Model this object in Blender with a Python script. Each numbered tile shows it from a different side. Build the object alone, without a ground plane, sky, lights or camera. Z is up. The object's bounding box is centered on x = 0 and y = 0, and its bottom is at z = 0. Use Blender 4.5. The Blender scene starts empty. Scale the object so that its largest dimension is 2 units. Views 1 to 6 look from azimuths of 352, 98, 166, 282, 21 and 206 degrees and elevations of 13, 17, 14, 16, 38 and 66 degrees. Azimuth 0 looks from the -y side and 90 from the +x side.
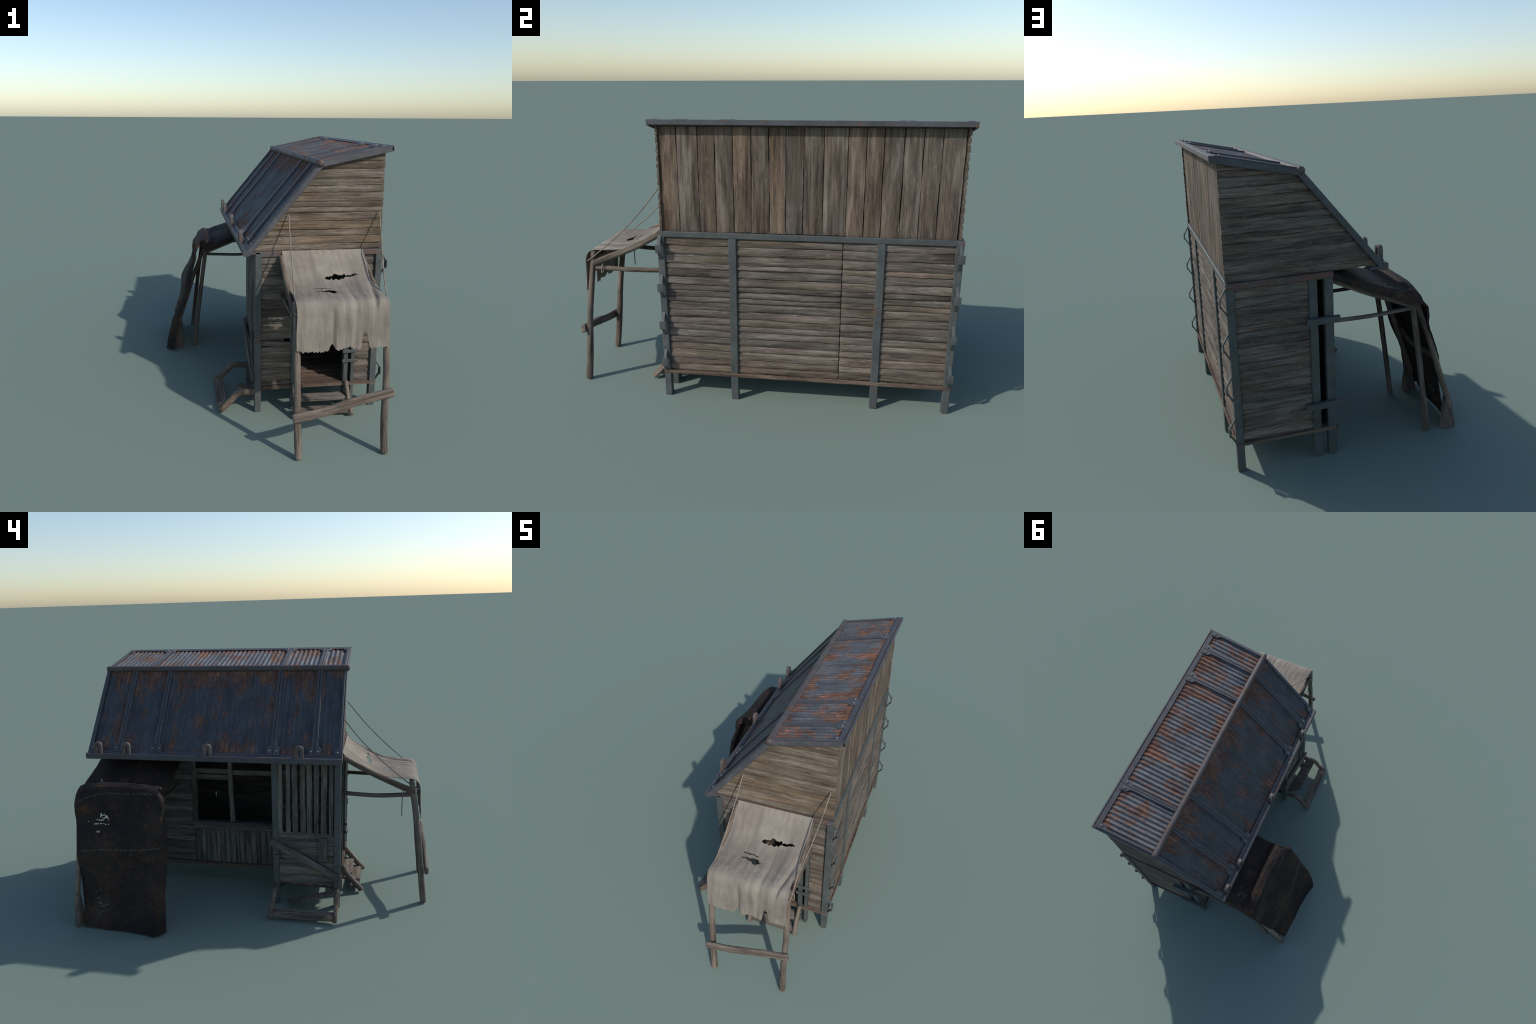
import bpy, bmesh, math, random
from mathutils import Vector, Matrix, noise

V = Vector
WORLD = {}          # object name -> world matrix


# ------------------------------------------------------------------ helpers
def n1(*p):
    q = list(p) + [0.0] * (3 - len(p))
    return noise.noise(V(q))


def lerp(a, b, t):
    return a + (b - a) * t


def sstep(a, b, x):
    t = min(1, max(0, (x - a) / (b - a)))
    return t * t * (3 - 2 * t)


def basis(X, Y):
    X = V(X).normalized()
    Y = V(Y)
    if Y.normalized().cross(X).length < 1e-3:
        Y = V((0, 1, 0)) if abs(X.y) < 0.9 else V((1, 0, 0))
    Y = (Y - X * Y.dot(X)).normalized()
    Z = X.cross(Y)
    return Matrix((X, Y, Z)).transposed()


def parent_to(ob, par):
    if par is not None:
        ob.parent = par
        ob.matrix_parent_inverse = WORLD[par.name].inverted()


def make(name, verts, faces, mat, parent, origin=None, X=(1, 0, 0), Y=(0, 1, 0),
         angle=38, fix=True, mesh_hook=None):
    """Mesh object from world-space vertices, stored in a local frame (X = grain)."""
    verts = [V(v) for v in verts]
    if origin is None:
        origin = sum(verts, V((0, 0, 0))) / len(verts)
    R = basis(X, Y)
    W = Matrix.Translation(V(origin)) @ R.to_4x4()
    Wi = W.inverted()
    me = bpy.data.meshes.new(name)
    me.from_pydata([Wi @ v for v in verts], [], faces)
    bm = bmesh.new()
    bm.from_mesh(me)
    if mesh_hook:
        mesh_hook(bm)
    if fix:
        bmesh.ops.recalc_face_normals(bm, faces=bm.faces)
    bm.to_mesh(me)
    bm.free()
    me.shade_smooth()
    me.set_sharp_from_angle(angle=math.radians(angle))
    me.materials.append(mat)
    ob = bpy.data.objects.new(name, me)
    bpy.context.scene.collection.objects.link(ob)
    ob.matrix_basis = W
    WORLD[ob.name] = W
    parent_to(ob, parent)
    return ob


def empty(name, loc=(0, 0, 0)):
    ob = bpy.data.objects.new(name, None)
    bpy.context.scene.collection.objects.link(ob)
    ob.location = loc
    WORLD[ob.name] = Matrix.Translation(V(loc))
    return ob


def box_geo(c, s, R=None, ch=0.0):
    """chamfered box: 24 verts via bmesh bevel is slow, so an octagon prism look"""
    x, y, z = s[0] / 2, s[1] / 2, s[2] / 2
    vs, fs = [], []
    for sx in (-1, 1):
        for sy in (-1, 1):
            for sz in (-1, 1):
                vs.append(V((sx * x, sy * y, sz * z)))
    fs = [(0, 1, 3, 2), (4, 6, 7, 5), (0, 4, 5, 1), (2, 3, 7, 6), (0, 2, 6, 4), (1, 5, 7, 3)]
    if R is not None:
        vs = [R @ v for v in vs]
    return [v + V(c) for v in vs], fs


def shell(vs, fs, th):
    """give an open sheet a thickness: offset copy plus a rim along every open edge"""
    vs = [V(v) for v in vs]
    nr = [V((0, 0, 0)) for _ in vs]
    cnt = {}
    for f in fs:
        a, b, c, d = (vs[k] for k in f)
        n = (c - a).cross(d - b)
        for k in f:
            nr[k] += n
        for i in range(4):
            e = (f[i], f[(i + 1) % 4])
            cnt[e] = cnt.get(e, 0) + 1
    m = len(vs)
    out = vs + [v - n.normalized() * th for v, n in zip(vs, nr)]
    of = list(fs) + [tuple(k + m for k in reversed(f)) for f in fs]
    for (a, b) in cnt:
        if (b, a) not in cnt:
            of.append((b, a, a + m, b + m))
    return out, of


def bevel_hook(w, seg=2):
    def f(bm):
        bmesh.ops.bevel(bm, geom=list(bm.edges), offset=w, segments=seg, profile=0.6,
                        affect='EDGES', clamp_overlap=True)
    return f


def box(name, lo, hi, mat, parent, bev=0.003, X=(1, 0, 0), Y=(0, 1, 0)):
    c = [(a + b) / 2 for a, b in zip(lo, hi)]
    s = [abs(b - a) for a, b in zip(lo, hi)]
    v, f = box_geo(c, s)
    return make(name, v, f, mat, parent, c, X, Y, mesh_hook=bevel_hook(bev) if bev else None)


def plank(name, c0, c1, c2, c3, nrm, mat, parent, thick=0.014, seed=0, wav=0.002,
          relief=0.0015, dl=0.012, nw=6, crown=0.0025, end=0.003, lean=0.0):
    """Weathered board. c0->c1 lower long edge, c3->c2 upper long edge."""
    c0, c1, c2, c3 = map(V, (c0, c1, c2, c3))
    nrm = V(nrm).normalized()
    ln = ((c1 - c0).length + (c2 - c3).length) / 2
    wd = ((c3 - c0).length + (c2 - c1).length) / 2
    X = ((c1 + c2) - (c0 + c3)).normalized()
    Y = nrm.cross(X)
    nl = max(4, int(ln / dl))
    verts, faces = [], []
    wv = wav * min(1, wd / 0.03)
    for i in range(nl + 1):
        u = i / nl
        s = u * ln
        lo = c0.lerp(c1, u)
        hi = c3.lerp(c2, u)
        wl = wv * (n1(s * 7, seed * 3.1, 1.7) * 1.3 + 0.7 * n1(s * 31, seed * 3.1, 4.7))
        wh = wv * (n1(s * 7, seed * 3.1, 9.2) * 1.3 + 0.7 * n1(s * 31, seed * 3.1, 7.1))
        for j in range(nw + 1):
            v = j / nw
            p = lo.lerp(hi, v) + Y * lerp(wl, wh, v)
            e = abs(2 * v - 1)
            h = -crown * e ** 3
            h += relief * (n1(s * 5, v * wd * 60, seed * 1.3) + 0.7 * n1(s * 14, v * wd * 190, seed * 2.3 + 5))
            h += lean * (0.5 - v)
            if i in (0, nl):
                h -= 0.002
            ee = end * n1(v * 3.3, seed * 5.1, 2.0 if i == 0 else 8.0) if i in (0, nl) else 0
            verts.append(p + nrm * h + X * ee)
    w = nw + 1
    for i in range(nl):
        for j in range(nw):
            a = i * w + j
            faces.append((a, a + w, a + w + 1, a + 1))
    ring = [i * w for i in range(nl + 1)] + [nl * w + j for j in range(1, w)] + \
           [i * w + nw for i in range(nl - 1, -1, -1)] + [j for j in range(nw - 1, 0, -1)]
    base = len(verts)
    for k in ring:
        p = verts[k]
        d = (p - c0).dot(nrm)
        verts.append(p - nrm * (d + thick))
    m = len(ring)
    for k in range(m):
        a, b = ring[k], ring[(k + 1) % m]
        faces.append((a, base + k, base + (k + 1) % m, b))
    faces.append(tuple(range(base, base + m)))
    return make(name, verts, faces, mat, parent, (c0 + c1 + c2 + c3) / 4, X, Y, angle=45)


def spline(pts, ds):
    pts = [V(p) for p in pts]
    if len(pts) == 2:
        n = max(2, int((pts[1] - pts[0]).length / ds))
        return [pts[0].lerp(pts[1], i / n) for i in range(n + 1)]
    out = []
    P = [pts[0] * 2 - pts[1]] + pts + [pts[-1] * 2 - pts[-2]]
    for k in range(1, len(P) - 2):
        n = max(2, int((P[k + 1] - P[k]).length / ds))
        for i in range(n):
            t = i / n
            a, b, c, d = P[k - 1], P[k], P[k + 1], P[k + 2]
            out.append(0.5 * ((2 * b) + (c - a) * t + (2 * a - 5 * b + 4 * c - d) * t * t
                              + (3 * b - a - 3 * c + d) * t ** 3))
    out.append(pts[-1])
    return out


def loft(name, pts, hw, hh, mat, parent, up=(0, 0, 1), kind='log', seed=0, amp=0.06, ds=0.015,
         taper=None, k=14, rnd=True, chamfer=0.003, bend=0.0):
    """Beam or pole along a spine. kind 'log' round, 'plank' squarish, 'steel' chamfered box."""
    if kind == 'steel' and len(pts) == 2:
        path = [V(p) for p in pts]
    else:
        path = spline(pts, ds)
    n = len(path)
    tot = sum((path[i + 1] - path[i]).length for i in range(n - 1))
    if kind == 'steel':
        c = chamfer
        sec = [(hw, -hh + c), (hw, hh - c), (hw - c, hh), (-hw + c, hh), (-hw, hh - c), (-hw, -hh + c),
               (-hw + c, -hh), (hw - c, -hh)]
    else:
        ex = 2.3 if kind == 'log' else 5.0
        sec = []
        for i in range(k):
            a = 2 * math.pi * (i + 0.5) / k
            ca, sa = math.cos(a), math.sin(a)
            r = (abs(ca) ** ex + abs(sa) ** ex) ** (-1 / ex)
            sec.append((hw * ca * r, hh * sa * r))
    K = len(sec)
    verts, faces = [], []
    s = 0
    stations = []
    for i in range(n):
        if i:
            s += (path[i] - path[i - 1]).length
        T = (path[min(n - 1, i + 1)] - path[max(0, i - 1)]).normalized()
        stations.append((path[i], T, s, 1.0))
    if rnd and kind != 'steel':
        r = min(hw, hh)
        p, T, s0, _ = stations[0]
        q, T2, s1, _ = stations[-1]
        fr = 0.45 if kind == 'log' else 0.18
        stations = [(p, T, s0, 1 - fr), (p + T * r * fr * .35, T, s0, 1 - fr * 0.35)] + \
            [(p + T * r * fr, T, s0, 1.0)] + stations[1:-1] + \
            [(q - T2 * r * fr, T2, s1, 1.0), (q - T2 * r * fr * .35, T2, s1, 1 - fr * 0.35), (q, T2, s1, 1 - fr)]
    upv = V(up)
    for (p, T, s, sc) in stations:
        side = T.cross(upv)
        if side.length < 1e-4:
            side = T.cross(V((1, 0, 0)))
        side.normalize()
        u2 = side.cross(T).normalized()
        f = s / max(tot, 1e-6)
        tp = 1.0 if taper is None else lerp(taper[0], taper[1], f)
        off = V((0, 0, 0))
        if kind != 'steel':
            off = side * (bend * n1(s * 4, seed * 1.9, 3)) + u2 * (bend * n1(s * 4, seed * 1.9, 13))
        for (a, b) in sec:
            m = sc * tp
            if kind != 'steel':
                ang = math.atan2(b, a)
                m *= 1 + amp * (n1(s * 9, math.cos(ang) * 1.2 + seed * 2.7, math.sin(ang) * 1.2)
                                + 0.6 * n1(s * 30, math.cos(ang) * 2.5 + seed * 2.7, math.sin(ang) * 2.5 + 7))
            verts.append(p + off + side * (a * m) + u2 * (b * m))
    ns = len(stations)
    for i in range(ns - 1):
        for j in range(K):
            a, b = i * K + j, i * K + (j + 1) % K
            faces.append((a, b, b + K, a + K))
    faces.append(tuple(range(K)))
    faces.append(tuple(range((ns - 1) * K, ns * K)))
    X = (path[-1] - path[0])
    Y = V(up) if abs(X.normalized().dot(V(up))) < 0.95 else V((1, 0, 0.01))
    return make(name, verts, faces, mat, parent, path[0].lerp(path[-1], 0.5), X, Y,
                angle=30 if kind == 'steel' else 50)


# ------------------------------------------------------------------ materials
class NT:
    def __init__(self, name):
        self.mat = bpy.data.materials.new(name)
        self.mat.use_nodes = True
        self.t = self.mat.node_tree
        self.t.nodes.clear()
        self.out = self.t.nodes.new('ShaderNodeOutputMaterial')
        self.bsdf = self.t.nodes.new('ShaderNodeBsdfPrincipled')
        self.t.links.new(self.bsdf.outputs[0], self.out.inputs[0])
        self.tc = self.t.nodes.new('ShaderNodeTexCoord')

    def new(self, kind, **kw):
        n = self.t.nodes.new(kind)
        for k, v in kw.items():
            setattr(n, k, v)
        return n

    def link(self, a, b):
        self.t.links.new(a, b)

    def setin(self, sock, v):
        if hasattr(v, 'is_linked') or isinstance(v, bpy.types.NodeSocket):
            self.link(v, sock)
        else:
            sock.default_value = v

    def coords(self, scale=(1, 1, 1), offset=None, rnd=0.0):
        src = self.tc.outputs['Object']
        if rnd:
            oi = self.new('ShaderNodeObjectInfo')
            mul = self.math('MULTIPLY', oi.outputs['Random'], rnd)
            cx = self.new('ShaderNodeCombineXYZ')
            self.link(mul, cx.inputs[0])
            self.link(mul, cx.inputs[1])
            ad = self.new('ShaderNodeVectorMath', operation='ADD')
            self.link(src, ad.inputs[0])
            self.link(cx.outputs[0], ad.inputs[1])
            src = ad.outputs[0]
        mp = self.new('ShaderNodeMapping')
        mp.inputs['Scale'].default_value = scale
        if offset:
            mp.inputs['Location'].default_value = offset
        self.link(src, mp.inputs[0])
        return mp.outputs[0]

    def noise(self, vec, scale=1, detail=4, rough=0.55, dist=0.0):
        n = self.new('ShaderNodeTexNoise')
        n.inputs['Scale'].default_value = scale
        n.inputs['Detail'].default_value = detail
        n.inputs['Roughness'].default_value = rough
        n.inputs['Distortion'].default_value = dist
        self.link(vec, n.inputs['Vector'])
        return n.outputs['Fac']

    def math(self, op, a, b=0.0, clamp=False):
        n = self.new('ShaderNodeMath', operation=op)
        n.use_clamp = clamp
        self.setin(n.inputs[0], a)
        self.setin(n.inputs[1], b)
        return n.outputs[0]

    def ramp(self, fac, stops):
        n = self.new('ShaderNodeValToRGB')
        cr = n.color_ramp
        while len(cr.elements) < len(stops):
            cr.elements.new(0.5)
        for e, (p, c) in zip(cr.elements, stops):
            e.position = p
            e.color = (c, c, c, 1) if isinstance(c, (int, float)) else (*c, 1)
        self.link(fac, n.inputs[0])
        return n.outputs[0]

    def mix(self, fac, a, b, blend='MIX'):
        n = self.new('ShaderNodeMix', data_type='RGBA', blend_type=blend)
        self.setin(n.inputs[0], fac)
        for s, v in ((n.inputs[6], a), (n.inputs[7], b)):
            if isinstance(v, tuple):
                s.default_value = (*v, 1)
            else:
                self.link(v, s)
        return n.outputs[2]

    def bump(self, h, strength=0.3, dist=0.002, prev=None):
        n = self.new('ShaderNodeBump')
        n.inputs['Strength'].default_value = strength
        n.inputs['Distance'].default_value = dist
        self.link(h, n.inputs['Height'])
        if prev is not None:
            self.link(prev, n.inputs['Normal'])
        return n.outputs[0]

    def finish(self, col, rough=0.9, metal=0.0, normal=None, spec=None):
        self.setin(self.bsdf.inputs['Base Color'], col)
        self.setin(self.bsdf.inputs['Roughness'], rough)
        self.setin(self.bsdf.inputs['Metallic'], metal)
        if spec is not None:
            self.bsdf.inputs['Specular IOR Level'].default_value = spec
        if normal is not None:
            self.link(normal, self.bsdf.inputs['Normal'])
        return self.mat


def wood_mat(name, dark, mid, light, warm, moss=0.0, tone=0.35, grain=1.0):
    m = NT(name)
    oi = m.new('ShaderNodeObjectInfo')
    big = m.noise(m.coords((2.2, 16, 16), rnd=37), 1, 4, 0.6, 0.6)
    streak = m.noise(m.coords((5 * grain, 95 * grain, 95 * grain), rnd=37), 1, 5, 0.62, 0.3)
    fine = m.noise(m.coords((22, 330, 330), rnd=37), 1, 3, 0.6)
    col = m.ramp(m.math('ADD', m.math('MULTIPLY', big, 0.55), m.math('MULTIPLY', streak, 0.45)),
                 [(0.37, dark), (0.5, mid), (0.635, light)])
    # each board leans to grey or to warm brown
    hue = m.noise(m.coords((1.1, 6, 6), rnd=91), 1, 2)
    wf = m.math('MULTIPLY', m.math('ADD', m.ramp(hue, [(0.42, 0.0), (0.62, 0.6)]),
                                   m.ramp(oi.outputs['Random'], [(0.3, 0.0), (0.9, 0.5)])), 0.75, True)
    col = m.mix(wf, col, warm, 'MULTIPLY')
    tonef = m.ramp(oi.outputs['Random'], [(0.0, 1 - tone), (0.35, 1.0), (0.6, 1 - tone * 0.55), (1.0, 1 + tone * 0.45)])
    col = m.mix(1.0, col, tonef, 'MULTIPLY')
    # dark drying cracks running with the grain
    ck = m.ramp(m.noise(m.coords((3.0, 150, 150), rnd=53), 1, 3, 0.5, 0.4), [(0.27, 1.0), (0.36, 0.0)])
    col = m.mix(m.math('MULTIPLY', ck, 0.75), col, tuple(c * 0.28 for c in dark))
    fn = m.ramp(fine, [(0.3, 0.70), (0.7, 1.24)])
    col = m.mix(1.0, col, fn, 'MULTIPLY')
    # grey weather stains
    stn = m.ramp(m.noise(m.coords((7, 28, 28), rnd=61), 1, 5, 0.65, 0.5), [(0.53, 0.0), (0.70, 0.65)])
    col = m.mix(stn, col, tuple(0.55 * (dark[i] + 0.25 * mid[i]) + 0.012 for i in range(3)))
    # pale scuffs
    sc = m.ramp(m.noise(m.coords((14, 60, 60), rnd=71), 1, 4, 0.65), [(0.63, 0.0), (0.74, 0.55)])
    col = m.mix(sc, col, tuple(min(1, c * 1.45) for c in light))
    if moss:
        ms = m.ramp(m.noise(m.coords((3, 22, 22), rnd=17), 1, 4, 0.65), [(0.56, 0.0), (0.68, moss)])
        col = m.mix(ms, col, (0.105, 0.088, 0.038))
    h = m.math('ADD', m.math('MULTIPLY', streak, 0.7), m.math('MULTIPLY', fine, 0.3))
    h = m.math('SUBTRACT', h, m.math('MULTIPLY', ck, 0.5))
    return m.finish(col, 0.92, 0, m.bump(h, 0.65, 0.0035), 0.2)


def steel_mat(name, base, rust=0.35, rough=0.5, metal=0.25, rusty=(0.13, 0.055, 0.028)):
    m = NT(name)
    a = m.noise(m.coords((9, 9, 9), rnd=23), 1, 5, 0.65)
    b = m.noise(m.coords((60, 60, 60), rnd=23), 1, 4, 0.6)
    col = m.ramp(a, [(0.3, tuple(c * 0.72 for c in base)), (0.52, base), (0.72, tuple(c * 1.3 for c in base))])
    col = m.mix(m.ramp(b, [(0.35, 0.35), (0.6, 0.0)]), col, tuple(c * 0.5 for c in base))
    rm = m.math('MULTIPLY', m.ramp(m.noise(m.coords((14, 22, 22), rnd=41), 1, 6, 0.7),
                                   [(0.60 - 0.12 * rust, 0.0), (0.70 - 0.1 * rust, 1.0)]),
                m.ramp(b, [(0.35, 0.35), (0.55, 1.0)]))
    col = m.mix(rm, col, m.ramp(b, [(0.3, tuple(c * 0.55 for c in rusty)), (0.7, tuple(c * 1.4 for c in rusty))]))
    ro = m.math('ADD', m.math('MULTIPLY', rm, 0.3), m.math('ADD', m.math('MULTIPLY', a, 0.25), rough - 0.12))
    me = m.math('MULTIPLY', m.math('SUBTRACT', 1.0, rm), metal)
    return m.finish(col, ro, me, m.bump(b, 0.35, 0.002), 0.4)


def roof_mat(name, base, amount, span):
    """Corrugated sheet: local x runs down the slope. Rust bleeds from both ends."""
    m = NT(name)
    st = m.noise(m.coords((4, 22, 22), rnd=13), 1, 5, 0.65)
    fi = m.noise(m.coords((18, 110, 110), rnd=13), 1, 4, 0.65)
    cl = m.noise(m.coords((9, 9, 9), rnd=29), 1, 5, 0.6)
    col = m.ramp(m.math('ADD', m.math('MULTIPLY', st, 0.6), m.math('MULTIPLY', cl, 0.4)),
                 [(0.33, tuple(c * 0.55 for c in base)), (0.5, base), (0.68, tuple(c * 1.55 for c in base))])
    col = m.mix(m.ramp(fi, [(0.3, 0.5), (0.52, 0.0)]), col, tuple(c * 0.42 for c in base))
    # rust: large patches streaked downhill, heavier at the upper and lower ends
    sep = m.new('ShaderNodeSeparateXYZ')
    m.link(m.tc.outputs['Object'], sep.inputs[0])
    sx = m.math('MULTIPLY', sep.outputs[0], 2.0 / span)
    ends = m.math('ADD', m.math('MULTIPLY', m.math('POWER', m.math('MAXIMUM', sx, 0.0), 3.0), 0.15),
                  m.math('MULTIPLY', m.math('POWER', m.math('MAXIMUM', m.math('MULTIPLY', sx, -1.0), 0.0), 2.0), 0.06))
    big = m.noise(m.coords((4.5, 8, 8), rnd=67), 1, 6, 0.7, 0.5)
    dr = m.noise(m.coords((9, 26, 26), rnd=67), 1, 6, 0.72, 0.3)
    rv = m.math('ADD', m.math('ADD', m.math('MULTIPLY', big, 0.62), m.math('MULTIPLY', dr, 0.38)), ends)
    rm = m.ramp(rv, [(0.60 - amount, 0.0), (0.66 - amount, 0.85), (0.75 - amount, 1.0)])
    rc = m.ramp(m.math('ADD', m.math('MULTIPLY', fi, 0.6), m.math('MULTIPLY', cl, 0.4)),
                [(0.36, (0.040, 0.022, 0.018)), (0.5, (0.130, 0.058, 0.034)), (0.64, (0.29, 0.135, 0.078))])
    col = m.mix(rm, col, rc)
    speck = m.noise(m.coords((70, 90, 90), rnd=19), 1, 4, 0.65)
    col = m.mix(1.0, col, m.ramp(speck, [(0.3, 0.68), (0.7, 1.25)]), 'MULTIPLY')
    pale = m.ramp(m.noise(m.coords((30, 60, 60), rnd=5), 1, 3, 0.6), [(0.68, 0.0), (0.76, 0.6)])
    col = m.mix(pale, col, tuple(min(1, c * 2.6) for c in base))
    ro = m.math('ADD', m.math('MULTIPLY', rm, 0.35), m.math('ADD', m.math('MULTIPLY', fi, 0.25), 0.42))
    me = m.math('MULTIPLY', m.math('SUBTRACT', 1.0, rm), 0.15)
    return m.finish(col, ro, me, m.bump(m.math('ADD', fi, m.math('MULTIPLY', rm, 0.5)), 0.3, 0.002), 0.45)


def burlap_mat():
    m = NT('burlap')
    c = m.coords()
    col = m.ramp(m.noise(m.coords((5, 5, 5)), 1, 5, 0.6),
                 [(0.3, (0.190, 0.162, 0.136)), (0.5, (0.252, 0.220, 0.184)), (0.7, (0.315, 0.281, 0.236))])
    h = None
    for d in ('X', 'Z'):
        w = m.new('ShaderNodeTexWave', wave_type='BANDS', bands_direction=d)
        w.inputs['Scale'].default_value = 210
        w.inputs['Distortion'].default_value = 1.4
        w.inputs['Detail'].default_value = 2
        w.inputs['Detail Scale'].default_value = 2
        m.link(c, w.inputs['Vector'])
        h = w.outputs['Fac'] if h is None else m.math('ADD', h, w.outputs['Fac'])
    col = m.mix(1.0, col, m.ramp(m.math('MULTIPLY', h, 0.5), [(0.1, 0.80), (0.8, 1.10)]), 'MULTIPLY')
    th = m.noise(m.coords((160, 12, 12)), 1, 3, 0.6)
    col = m.mix(1.0, col, m.ramp(th, [(0.3, 0.89), (0.7, 1.09)]), 'MULTIPLY')
    # dirt drawn into the folds, running down the cloth
    st = m.ramp(m.noise(m.coords((13, 2.0, 2.0)), 1, 4, 0.6, 0.4), [(0.56, 0.0), (0.72, 0.55)])
    col = m.mix(st, col, (0.135, 0.122, 0.118))
    return m.finish(col, 0.95, 0, m.bump(h, 0.35, 0.0015), 0.1)


def tarp_mat():
    m = NT('oiled_tarp')
    a = m.noise(m.coords((4, 4, 4)), 1, 6, 0.65, 0.4)
    b = m.noise(m.coords((30, 30, 30)), 1, 5, 0.7, 0.6)
    col = m.ramp(a, [(0.3, (0.012, 0.0095, 0.0095)), (0.5, (0.022, 0.0165, 0.0145)), (0.7, (0.046, 0.031, 0.022))])
    r = m.math('MULTIPLY', m.ramp(b, [(0.54, 0.0), (0.66, 1.0)]), m.ramp(a, [(0.38, 0.12), (0.6, 1.0)]))
    col = m.mix(m.math('MULTIPLY', r, 0.8), col, (0.105, 0.044, 0.018))
    g = m.ramp(m.noise(m.coords((7, 7, 7), offset=(3, 5, 1)), 1, 5, 0.7), [(0.60, 0.0), (0.72, 0.5)])
    col = m.mix(g, col, (0.070, 0.052, 0.038))
    return m.finish(col, 0.72, 0, m.bump(b, 0.3, 0.002), 0.18)


def flat_mat(name, col, rough=0.8, metal=0.0, var=0.3):
    m = NT(name)
    a = m.noise(m.coords((40, 40, 40), rnd=9), 1, 4, 0.6)
    c = m.ramp(a, [(0.3, tuple(x * (1 - var) for x in col)), (0.7, tuple(x * (1 + var) for x in col))])
    return m.finish(c, rough, metal, m.bump(a, 0.2, 0.001))


SIDING = wood_mat('weathered_siding', (0.052, 0.043, 0.036), (0.135, 0.115, 0.098), (0.225, 0.198, 0.172),
                  (1.0, 0.84, 0.72), moss=0.45, tone=0.30)
GABLE = wood_mat('gable_siding', (0.058, 0.045, 0.033), (0.140, 0.115, 0.091), (0.232, 0.198, 0.160),
                 (1.0, 0.84, 0.68), moss=0.3, tone=0.28)
BOARD = wood_mat('warm_boards', (0.055, 0.043, 0.035), (0.138, 0.113, 0.092), (0.230, 0.195, 0.165),
                 (1.0, 0.80, 0.62), moss=0.15, tone=0.36, grain=0.7)
GREYWOOD = wood_mat('grey_wood', (0.048, 0.045, 0.041), (0.112, 0.104, 0.094), (0.190, 0.178, 0.160),
                    (1.0, 0.88, 0.74), moss=0.25, tone=0.30)
POLE = wood_mat('pole_wood', (0.058, 0.047, 0.039), (0.148, 0.122, 0.102), (0.245, 0.212, 0.182),
                (1.0, 0.86, 0.72), moss=0.3, tone=0.15)
FLOOR = wood_mat('floor_wood', (0.052, 0.038, 0.030), (0.120, 0.090, 0.072), (0.195, 0.152, 0.124),
                 (1.0, 0.84, 0.70), tone=0.2)
INNER = wood_mat('inner_lining', (0.03, 0.026, 0.022), (0.062, 0.054, 0.046), (0.10, 0.088, 0.076),
                 (1.0, 0.88, 0.75), tone=0.2)
STEEL = steel_mat('slate_steel', (0.078, 0.087, 0.086), rust=0.2, metal=0.1, rough=0.55)
BELT = steel_mat('belt_steel', (0.098, 0.086, 0.082), rust=1.35, metal=0.1, rough=0.55, rusty=(0.115, 0.060, 0.042))
TRIM = steel_mat('roof_trim_steel', (0.080, 0.081, 0.090), rust=0.3, metal=0.12, rough=0.55)
RIDGE = steel_mat('ridge_steel', (0.088, 0.078, 0.078), rust=0.6, metal=0.1, rough=0.55)
ROOF_HI = roof_mat('corrugated_upper', (0.098, 0.105, 0.114), 0.098, 0.37)
ROOF_LO = roof_mat('corrugated_lower', (0.058, 0.063, 0.071), 0.082, 0.57)
BURLAP = burlap_mat()
TARP = tarp_mat()
ROPE = flat_mat('rope_fibre', (0.20, 0.165, 0.13), 0.9)
THREAD = flat_mat('pale_thread', (0.20, 0.19, 0.16), 0.9)
BOLT = flat_mat('bolt_steel', (0.17, 0.165, 0.17), 0.45, 0.4)
HOOK = steel_mat('hook_iron', (0.115, 0.098, 0.094), rust=0.5, metal=0.1)

# ------------------------------------------------------------------ the shack
shack = empty('wooden_shack')
shack['label'] = 'weathered plank shack on stilts with rusty tin roof and awnings'
shack['category'] = 'shack'

rng = random.Random(7)
E_X, S_Y, N_Y = 0.564, -0.487, 0.966       # siding faces
W_X, B_X, B_Y = 0.090, -0.105, -0.120      # window wall, porch bay front, bay side
Z0, Z1, ZT = 0.149, 0.877, 0.905           # floor top, belt underside, belt top


def rows(a, b, n, seed):
    r = random.Random(seed)
    w = [1 + r.uniform(-0.28, 0.28) for _ in range(n)]
    t = sum(w)
    out = [a]
    for x in w:
        out.append(out[-1] + (b - a) * x / t)
    return out


def lining(lo, hi, X):
    return box('wall', lo, hi, INNER, shack, bev=0, X=X, Y=(0, 0, 1))


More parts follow.
